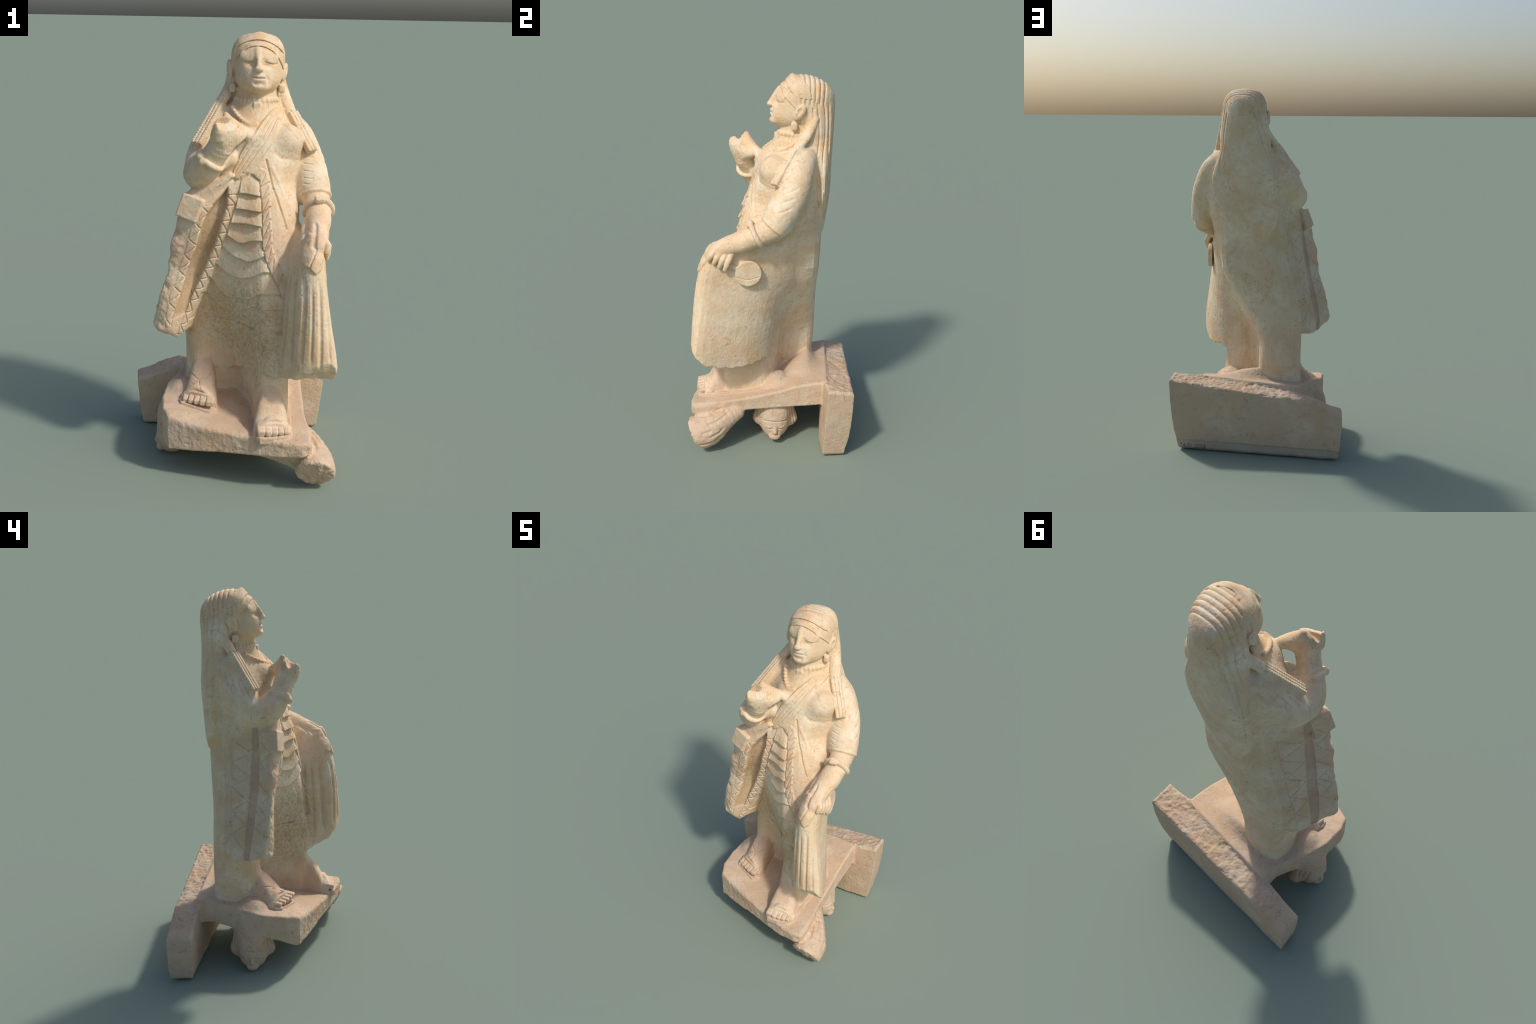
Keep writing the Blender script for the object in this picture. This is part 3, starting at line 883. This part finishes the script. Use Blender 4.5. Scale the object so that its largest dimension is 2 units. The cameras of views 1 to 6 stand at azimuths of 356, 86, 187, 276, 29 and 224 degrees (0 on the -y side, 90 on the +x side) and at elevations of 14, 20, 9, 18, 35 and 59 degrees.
# sleeve pleats of the left arm (viewer's right)
for zz in (1.455, 1.425, 1.395, 1.365, 1.34):
    engrave('xz', [[(.305, zz + .003), (.345, zz)]], (-.1, .06), .004, .0035)
engrave('yz', [[(.06 - i * .012, 1.60 - i * .03), (.02 - i * .006, 1.575 - i * .034)] for i in range(3)], (.25, .45), .006, .003)

engrave('yz', [[(.07, 1.44), (.0, 1.415), (-.05, 1.40)], [(.06, 1.40), (.0, 1.37), (-.06, 1.355)], [(.085, 1.49), (.03, 1.462), (-.01, 1.45)]], (.30, .46), .010, .0028, 3, 1, (SLEEVE_L,), .3)
# right arm bent up to the breast
add(SLEEVE_R, tube([(-.050, .10, 1.600), (-.092, .075, 1.545), (-.132, .038, 1.46), (-.147, .000, 1.40), (-.148, -.03, 1.385)], [.070, .074, .082, .082, .080], 4), .02)
add(ARM_R, tube([(-.150, -.02, 1.39), (-.158, -.075, 1.388), (-.140, -.118, 1.415), (-.112, -.150, 1.458), (-.075, -.178, 1.515)], [.078, .076, .070, .058, .050], 4), .006)
add(BRACE_R, ring((-.116, -.155, 1.455), (.56, -.20, .80), .059, .012), .004)
for q in ((-.160, -.196, 1.480), (-.152, -.204, 1.454)):
    add(BRACE_R, ellipsoid(q, (.016, .016, .015)), .008)
add(HAND_R, tube([(-.080, -.178, 1.508), (-.060, -.192, 1.550), (-.056, -.202, 1.598)], [.050, .057, .052], 2), .012)
add(HAND_R, tube([(-.050, -.176, 1.654), (-.040, -.172, 1.625), (-.010, -.155, 1.590), (.022, -.128, 1.580)], [.013, .027, .036, .026], 3), .008)
add(HAND_R, tube([(-.030, -.185, 1.560), (.010, -.150, 1.568)], [.046, .030], 1), .012)
add(HAND_R, tube([(-.078, -.222, 1.570), (-.076, -.238, 1.604), (-.066, -.240, 1.626)], [.040, .030, .014], 2), .006)
cut(ellipsoid((-.115, -.213, 1.655), (.085, .021, .050)), .006)
for point, n in (((-.030, -.246, 1.600), (.25, -.62, .74)), ((-.012, -.215, 1.545), (.62, -.70, -.35))):
    F_ = frame(n)                                    # broken facets of the fist
    cut(box(np.array(point) + F_[2] * .045, (.055, .055, .045), F_, .006), .008)
engrave('yz', [[(-.172, 1.655), (-.178, 1.60)], [(-.186, 1.63), (-.19, 1.59)], [(-.240, 1.63), (-.242, 1.58)]], (-.14, -.03), .006, .004, 1, -1)
add(ARM_R, tube([(-.115, -.105, 1.43), (-.03, -.100, 1.455)], [.05, .04], 1), .015)
# folds of the right sleeve
engrave('yz', [[(.15 - i * .035, 1.615 - i * .022), (.135 - i * .038, 1.56 - i * .022)] for i in range(5)], (-.26, -.05), .007, .005)
engrave('yz', [[(-.04, 1.495), (-.035, 1.46), (-.02, 1.42), (-.015, 1.36)]], (-.26, -.1), .005, .004)

# mirror-like disc hanging from the hand


def disc(x, y, z):
    a = np.hypot(y + .163, z - 1.018) - .064
    b = np.abs(x - .350 + .10 * (y + .163)) - .009
    return np.minimum(np.maximum(a, b), 0) + np.hypot(np.maximum(a, 0), np.maximum(b, 0)) - .004


add(DISC, (disc, (.33, -.24, .94), (.38, -.09, 1.09)), .004)
add(DISC, tube([(.354, -.225, 1.045), (.366, -.262, 1.065)], [.014, .012], 1), .004)
engrave('yz', [[(-.225, 1.00), (-.165, .985), (-.105, 1.0)]], (.34, .40), .005, .003, 3)

# =================================================================== POLYGONISE
def polygonise(h):
    lo = np.array((-.50, -.485, -.02)); hi = np.array((.49, .475, 2.04))
    B = 4
    nb = np.ceil((hi - lo) / (h * B)).astype(int)
    n = nb * B
    hb = h * B
    # coarse pass: which blocks lie near the surface
    D = np.empty(tuple(n), f32)
    bc = [lo[i] + (np.arange(nb[i]) + .5) * hb for i in range(3)]
    coarse = np.empty(tuple(nb), f32)
    S = 12
    for i0 in range(0, nb[0], S):
        for j0 in range(0, nb[1], S):
            for k0 in range(0, nb[2], S):
                xs, ys, zs = bc[0][i0:i0 + S], bc[1][j0:j0 + S], bc[2][k0:k0 + S]
                X, Y, Z = np.meshgrid(xs, ys, zs, indexing='ij')
                d, _ = field(X.ravel().astype(f32), Y.ravel().astype(f32), Z.ravel().astype(f32),
                             np.array((xs[0], ys[0], zs[0])), np.array((xs[-1], ys[-1], zs[-1])))
                coarse[i0:i0 + S, j0:j0 + S, k0:k0 + S] = d.reshape(X.shape)
    act = np.abs(coarse) < hb * 2.2
    D[...] = np.repeat(np.repeat(np.repeat(np.where(coarse < 0, f32(-1), f32(1)), B, 0), B, 1), B, 2)
    Dv = D.reshape(nb[0], B, nb[1], B, nb[2], B)
    off = (np.arange(B)) * h
    S = 8
    for i0 in range(0, nb[0], S):
        for j0 in range(0, nb[1], S):
            for k0 in range(0, nb[2], S):
                a = np.argwhere(act[i0:i0 + S, j0:j0 + S, k0:k0 + S])
                if not len(a):
                    continue
                a = a + (i0, j0, k0)
                base = lo + a * hb
                X = (base[:, 0, None, None, None] + off[None, :, None, None] + 0 * off[None, None, :, None] + 0 * off[None, None, None, :])
                Y = (base[:, 1, None, None, None] + 0 * off[None, :, None, None] + off[None, None, :, None] + 0 * off[None, None, None, :])
                Z = (base[:, 2, None, None, None] + 0 * off[None, :, None, None] + 0 * off[None, None, :, None] + off[None, None, None, :])
                d, _ = field(X.ravel().astype(f32), Y.ravel().astype(f32), Z.ravel().astype(f32), base.min(0), base.max(0) + hb)
                Dv[a[:, 0], :, a[:, 1], :, a[:, 2], :] = d.reshape(X.shape)
    # surface nets
    inside = D < 0
    nx, ny, nz = D.shape
    stride = np.array((ny * nz, nz, 1))
    cell_sum = {}
    ids, pos, quads = [], [], []
    for ax in range(3):
        sl0 = [slice(None)] * 3; sl1 = [slice(None)] * 3
        sl0[ax] = slice(0, -1); sl1[ax] = slice(1, None)
        e = np.argwhere(inside[tuple(sl0)] != inside[tuple(sl1)])
        u, v = [t for t in range(3) if t != ax]
        e = e[(e[:, u] > 0) & (e[:, v] > 0)]
        i0 = e @ stride
        i1 = i0 + stride[ax]
        d0, d1 = D.ravel()[i0], D.ravel()[i1]
        t = d0 / (d0 - d1)
        p = e.astype(float); p[:, ax] += t
        c = np.stack([i0, i0 - stride[u], i0 - stride[u] - stride[v], i0 - stride[v]], 1)
        flip = inside.ravel()[i0] ^ (ax == 1)
        q = np.where(flip[:, None], c, c[:, ::-1])
        quads.append(q)
        ids.append(c.ravel()); pos.append(np.repeat(p, 4, axis=0))
    ids = np.concatenate(ids); pos = np.concatenate(pos)
    uid, inv = np.unique(ids, return_inverse=True)
    cnt = np.bincount(inv)
    V = np.stack([np.bincount(inv, pos[:, i]) / cnt for i in range(3)], 1) * h + lo
    Q = np.searchsorted(uid, np.concatenate(quads))
    return V, Q


def sample(V):
    """Field and part at arbitrary points, in spatial batches."""
    d = np.empty(len(V), f32); lab = np.empty(len(V), np.int16)
    key = np.floor((V + 1) / .1).astype(int)
    key = key[:, 0] * 10000 + key[:, 1] * 100 + key[:, 2]
    o = np.argsort(key, kind='stable')
    cuts = np.flatnonzero(np.diff(key[o])) + 1
    for idx in np.split(o, cuts):
        p = V[idx].astype(f32)
        d[idx], lab[idx] = field(p[:, 0].copy(), p[:, 1].copy(), p[:, 2].copy(), p.min(0) - .001, p.max(0) + .001)
    return d, lab


def vertex_normals(V, Q):
    n = np.cross(V[Q[:, 2]] - V[Q[:, 0]], V[Q[:, 3]] - V[Q[:, 1]])
    N = np.stack([np.bincount(Q.ravel(), np.repeat(n[:, i], 4), len(V)) for i in range(3)], 1)
    return N / (np.linalg.norm(N, axis=1, keepdims=True) + 1e-12)


V, Q = polygonise(H)
# keep only the connected figure (drop specks)
N = vertex_normals(V, Q)
d, lab = sample(V)
V = V - N * np.clip(d, -.4 * H, .4 * H)[:, None]

# carve the surface detail along the normals
N = vertex_normals(V, Q)
amt = np.zeros(len(V))
for lo, hi, fn in DETAILS:
    idx = np.flatnonzero(((V > lo) & (V < hi)).all(1))
    if len(idx):
        a, ren = fn(V[idx], N[idx], lab[idx])
        amt[idx] += a
        if ren is not None:
            lab[idx[ren[1]]] = ren[0]
V = V + N * amt[:, None]

# weathering: soft unevenness everywhere, rough chisel work on broken faces of the base
x, y, z = V.T
N = vertex_normals(V, Q)
is_base = np.isin(lab, (SLAB, SLAB_FOOT, PLINTH, LUMP, HEADR, HEADL))
amt = .0007 * fbm(x, y, z, 18, 3) + .0005 * fbm(x, y, z, 90, 2) - .0016 * sstep(.62, .95, fbm(x + 3, y, z, 70, 2)) * sstep(-.2, .4, fbm(x, y + 5, z, 7, 2))
rough = sstep(.27, .33, z) * sstep(.3, .7, N[:, 2]) * (lab == SLAB) + 1.3 * (lab == LUMP) * sstep(-.30, -.6, N[:, 1])
rough = rough + .5 * (lab == PLINTH) * sstep(-.5, -.8, N[:, 1]) * (z < .3)
amt = amt + rough * .0045 * fbm(x, y, z, 38, 3)
edge = np.isin(lab, (CLOAK, BORDER_O)) * sstep(.0, .035, np.interp(z, [.6, .714, .845, .952, 1.146, 1.2], [-.30, -.306, -.285, -.25, -.195, -.19]) - x) * (1 - sstep(1.12, 1.18, z)) * sstep(-.03, -.07, y)
amt = amt + edge * .0095 * fbm(x, y, z, 15, 3)
amt = amt + is_base * .0016 * fbm(x, y, z, 14, 3)
V = V + N * amt[:, None]
V[:, 2] -= V[:, 2].min()
N = vertex_normals(V, Q)

# =================================================================== MATERIALS
def stone(name, base, pale, warm, stain, stain_amount, pink, pink_amount, grain=1.0, stain_patch=False):
    """Weathered limestone: mottled cream, warm patina patches, brown root-like stains, pits."""
    m = bpy.data.materials.new(name); m.use_nodes = True
    nt = m.node_tree; nd = nt.nodes; L = nt.links
    bsdf = nd['Principled BSDF']
    bsdf.inputs['Roughness'].default_value = .85
    bsdf.inputs['Specular IOR Level'].default_value = .25
    tc = nd.new('ShaderNodeTexCoord')

    def tex(scale, detail, dist=0., rough=.55, seed=0.):
        mp = nd.new('ShaderNodeMapping'); mp.inputs['Location'].default_value = (seed, seed * .7, -seed)
        L.new(tc.outputs['Object'], mp.inputs['Vector'])
        t = nd.new('ShaderNodeTexNoise')
        t.inputs['Scale'].default_value = scale; t.inputs['Detail'].default_value = detail
        t.inputs['Distortion'].default_value = dist; t.inputs['Roughness'].default_value = rough
        L.new(mp.outputs['Vector'], t.inputs['Vector'])
        return t.outputs['Fac']

    def ramp(src, a, b, lo=0., hi=1.):
        r = nd.new('ShaderNodeMapRange'); r.inputs['From Min'].default_value = a; r.inputs['From Max'].default_value = b
        r.inputs['To Min'].default_value = lo; r.inputs['To Max'].default_value = hi
        r.interpolation_type = 'SMOOTHSTEP'
        L.new(src, r.inputs['Value'])
        return r.outputs['Result']

    def mul(a, b):
        q = nd.new('ShaderNodeMath'); q.operation = 'MULTIPLY'
        L.new(a, q.inputs[0]); L.new(b, q.inputs[1])
        return q.outputs[0]

    def mix(fac, a, b):
        q = nd.new('ShaderNodeMix'); q.data_type = 'RGBA'
        L.new(fac, q.inputs['Factor'])
        for v, s in ((a, q.inputs['A']), (b, q.inputs['B'])):
            if isinstance(v, tuple):
                s.default_value = (*v, 1)
            else:
                L.new(v, s)
        return q.outputs['Result']

    col = mix(ramp(tex(5, 4, .3, seed=1), .35, .68), base, pale)
    col = mix(ramp(tex(7, 5, .6, seed=4), .45, .68, 0, .65), col, warm)
    col = mix(ramp(tex(4, 5, .5, seed=8), .50, .70, 0, pink_amount), col, pink)
    col = mix(ramp(tex(34, 4, .4, .65, seed=61), .46, .68, 0, .50), col, warm)
    col = mix(ramp(tex(17, 4, .6, .6, seed=71), .52, .70, 0, .40), col, pink)
    col = mix(ramp(tex(60, 3, .2, .6, seed=67), .58, .74, 0, .30), col, pale)
    # root-like stains: short thin squiggles gathered in patches
    def squiggle(scale, width, seed):
        v = tex(scale, 2.5, 1.0, .6, seed=seed)
        q = nd.new('ShaderNodeMath'); q.operation = 'SUBTRACT'; L.new(v, q.inputs[0]); q.inputs[1].default_value = .5
        a = nd.new('ShaderNodeMath'); a.operation = 'ABSOLUTE'; L.new(q.outputs[0], a.inputs[0])
        return ramp(a.outputs[0], .0, width, 1, 0)
    patch = mul(ramp(tex(26, 3, .3, seed=17), .50, .62), ramp(tex(4, 3, .3, seed=19), .36, .56, .15, 1))
    col = mix(ramp(mul(squiggle(34, .04, 12), patch), 0, 1, 0, stain_amount), col, stain)
    col = mix(mul(ramp(tex(70, 3, .6, .6, seed=81), .60, .70, 0, .55 * stain_amount), ramp(tex(7, 3, .3, seed=83), .42, .60)), col, stain)
    col = mix(ramp(tex(95, 3, .2, .6, seed=21), .63, .72, 0, .4 * stain_amount), col, stain)
    if stain_patch:
        # brown root stains spread over the front of the skirt, where earth lay against it
        def blob(c, r0, r1):
            d = nd.new('ShaderNodeVectorMath'); d.operation = 'DISTANCE'; L.new(tc.outputs['Object'], d.inputs[0]); d.inputs[1].default_value = c
            n = nd.new('ShaderNodeMath'); n.operation = 'MULTIPLY_ADD'; L.new(tex(10, 3, .3, seed=44), n.inputs[0]); n.inputs[1].default_value = .16; L.new(d.outputs['Value'], n.inputs[2])
            return ramp(n.outputs[0], r0 + .08, r1 + .08, 1, 0)
        zone = blob((-.02, -.22, .68), .14, .34)
        dirt = ramp(tex(52, 5, .4, .72, seed=33), .42, .64)
        col = mix(ramp(mul(zone, dirt), 0, 1, 0, .70), col, (.36, .25, .12))
        col = mix(ramp(mul(zone, squiggle(46, .05, 52)), 0, 1, 0, .40), col, (.30, .19, .08))
        col = mix(ramp(zone, 0, 1, 0, .35), col, (.56, .44, .27))
    L.new(col, bsdf.inputs['Base Color'])
    bump = nd.new('ShaderNodeBump'); bump.inputs['Strength'].default_value = .40 * grain; bump.inputs['Distance'].default_value = .004
    L.new(tex(140, 5, .2, .65, seed=30), bump.inputs['Height'])
    L.new(bump.outputs['Normal'], bsdf.inputs['Normal'])
    return m, nt, mix, ramp, tex, mul, col, bsdf


cream = stone('limestone_body', (.74, .58, .385), (.82, .705, .525), (.71, .47, .25), (.43, .26, .11), .6, (.73, .49, .35), .42, stain_patch=True)
rose = stone('limestone_base', (.62, .465, .325), (.67, .535, .395), (.61, .41, .245), (.38, .25, .13), .7, (.61, .41, .30), .5, 1.8)
slabm = stone('limestone_slab', (.58, .45, .315), (.65, .525, .39), (.58, .40, .245), (.38, .26, .14), .7, (.60, .41, .31), .55, 1.8)
greym = stone('grey_setting_line', (.47, .40, .31), (.53, .46, .37), (.47, .37, .27), (.36, .27, .18), .4, (.49, .39, .31), .3, 1.5)
foot_stone = stone('limestone_feet', (.68, .51, .36), (.74, .60, .44), (.67, .44, .26), (.42, .26, .13), .7, (.68, .44, .32), .6, 1.3)
cloakm = stone('limestone_cloak', (.68, .53, .36), (.76, .63, .46), (.66, .44, .25), (.40, .25, .11), .8, (.69, .44, .32), .75)
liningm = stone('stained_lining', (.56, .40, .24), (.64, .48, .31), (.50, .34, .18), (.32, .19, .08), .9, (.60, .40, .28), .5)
stripem = stone('faded_red_paint', (.58, .41, .29), (.65, .49, .36), (.54, .36, .23), (.40, .25, .14), .7, (.60, .38, .28), .6)

MAT = {p: cream[0] for p in range(len(PARTS))}
for p in (SLAB, PLINTH, LUMP, HEADR, HEADL):
    MAT[p] = rose[0]
for p in (FOOT_L, FOOT_R, STRAP_L, STRAP_R):
    MAT[p] = foot_stone[0]
for p in (CLOAK, LAPEL, BORDER_O):
    MAT[p] = cloakm[0]
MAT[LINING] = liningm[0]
MAT[SLAB] = slabm[0]
MAT[SLAB_FOOT] = greym[0]
MAT[STRIPE] = stripem[0]

# =================================================================== OBJECTS
root = bpy.data.objects.new('stone_statue', None)
root['label'] = 'weathered limestone statue of a draped standing woman on plinth'
root['category'] = 'statue'
bpy.context.scene.collection.objects.link(root)

flab = lab[Q[:, 0]]
for p, name in enumerate(PARTS):
    q = Q[flab == p]
    if len(q) < 12:
        continue
    used, inv = np.unique(q, return_inverse=True)
    me = bpy.data.meshes.new(name)
    me.vertices.add(len(used)); me.vertices.foreach_set('co', V[used].astype(f32).ravel())
    me.loops.add(len(q) * 4); me.loops.foreach_set('vertex_index', inv.ravel().astype(np.int32))
    me.polygons.add(len(q))
    me.polygons.foreach_set('loop_start', np.arange(0, len(q) * 4, 4, dtype=np.int32))
    me.polygons.foreach_set('use_smooth', np.ones(len(q), bool))
    me.update(calc_edges=True)
    me.normals_split_custom_set_from_vertices(N[used].astype(f32))
    me.materials.append(MAT[p])
    ob = bpy.data.objects.new(name, me)
    ob.parent = root
    bpy.context.scene.collection.objects.link(ob)

# painted inventory number near the foot of the slab's back
red = bpy.data.materials.new('red_ink'); red.use_nodes = True
red.node_tree.nodes['Principled BSDF'].inputs['Base Color'].default_value = (.42, .10, .08, 1)
red.node_tree.nodes['Principled BSDF'].inputs['Roughness'].default_value = .8
cu = bpy.data.curves.new('painted_number', 'FONT')
cu.body = '74.51.2558'; cu.size = .036; cu.extrude = .0006; cu.space_character = 1.15; cu.offset = -.0004
tmp = bpy.data.objects.new('tmp_text', cu)
bpy.context.scene.collection.objects.link(tmp)
bpy.context.view_layer.update()
me = bpy.data.meshes.new_from_object(tmp.evaluated_get(bpy.context.evaluated_depsgraph_get()))
bpy.data.objects.remove(tmp)
co = np.empty(len(me.vertices) * 3, f32); me.vertices.foreach_get('co', co); co = co.reshape(-1, 3)
w = co[:, 0].max() - co[:, 0].min()
px = .423 - (co[:, 0] - co[:, 0].min()) * (.145 / w)
pz = .013 + co[:, 1] - .03 * (.423 - px) * 0
# lay the digits on the stone
from mathutils.bvhtree import BVHTree
from mathutils import Vector
qs = Q[np.isin(flab, (SLAB, SLAB_FOOT))]; us, ui = np.unique(qs, return_inverse=True)
tree = BVHTree.FromPolygons([tuple(v) for v in V[us]], [tuple(r) for r in ui.reshape(-1, 4)])
py = np.empty(len(co))
for i in range(len(co)):
    hit = tree.ray_cast(Vector((px[i], .6, pz[i])), Vector((0, -1, 0)))
    py[i] = (hit[0].y if hit[0] else .39) + .0012 + co[i, 2]
me.vertices.foreach_set('co', np.column_stack([px, py, pz]).astype(f32).ravel())
me.update()
me.materials.clear(); me.materials.append(red)
me.name = 'painted_number'
ob = bpy.data.objects.new('painted_number', me); ob.parent = root
bpy.context.scene.collection.objects.link(ob)
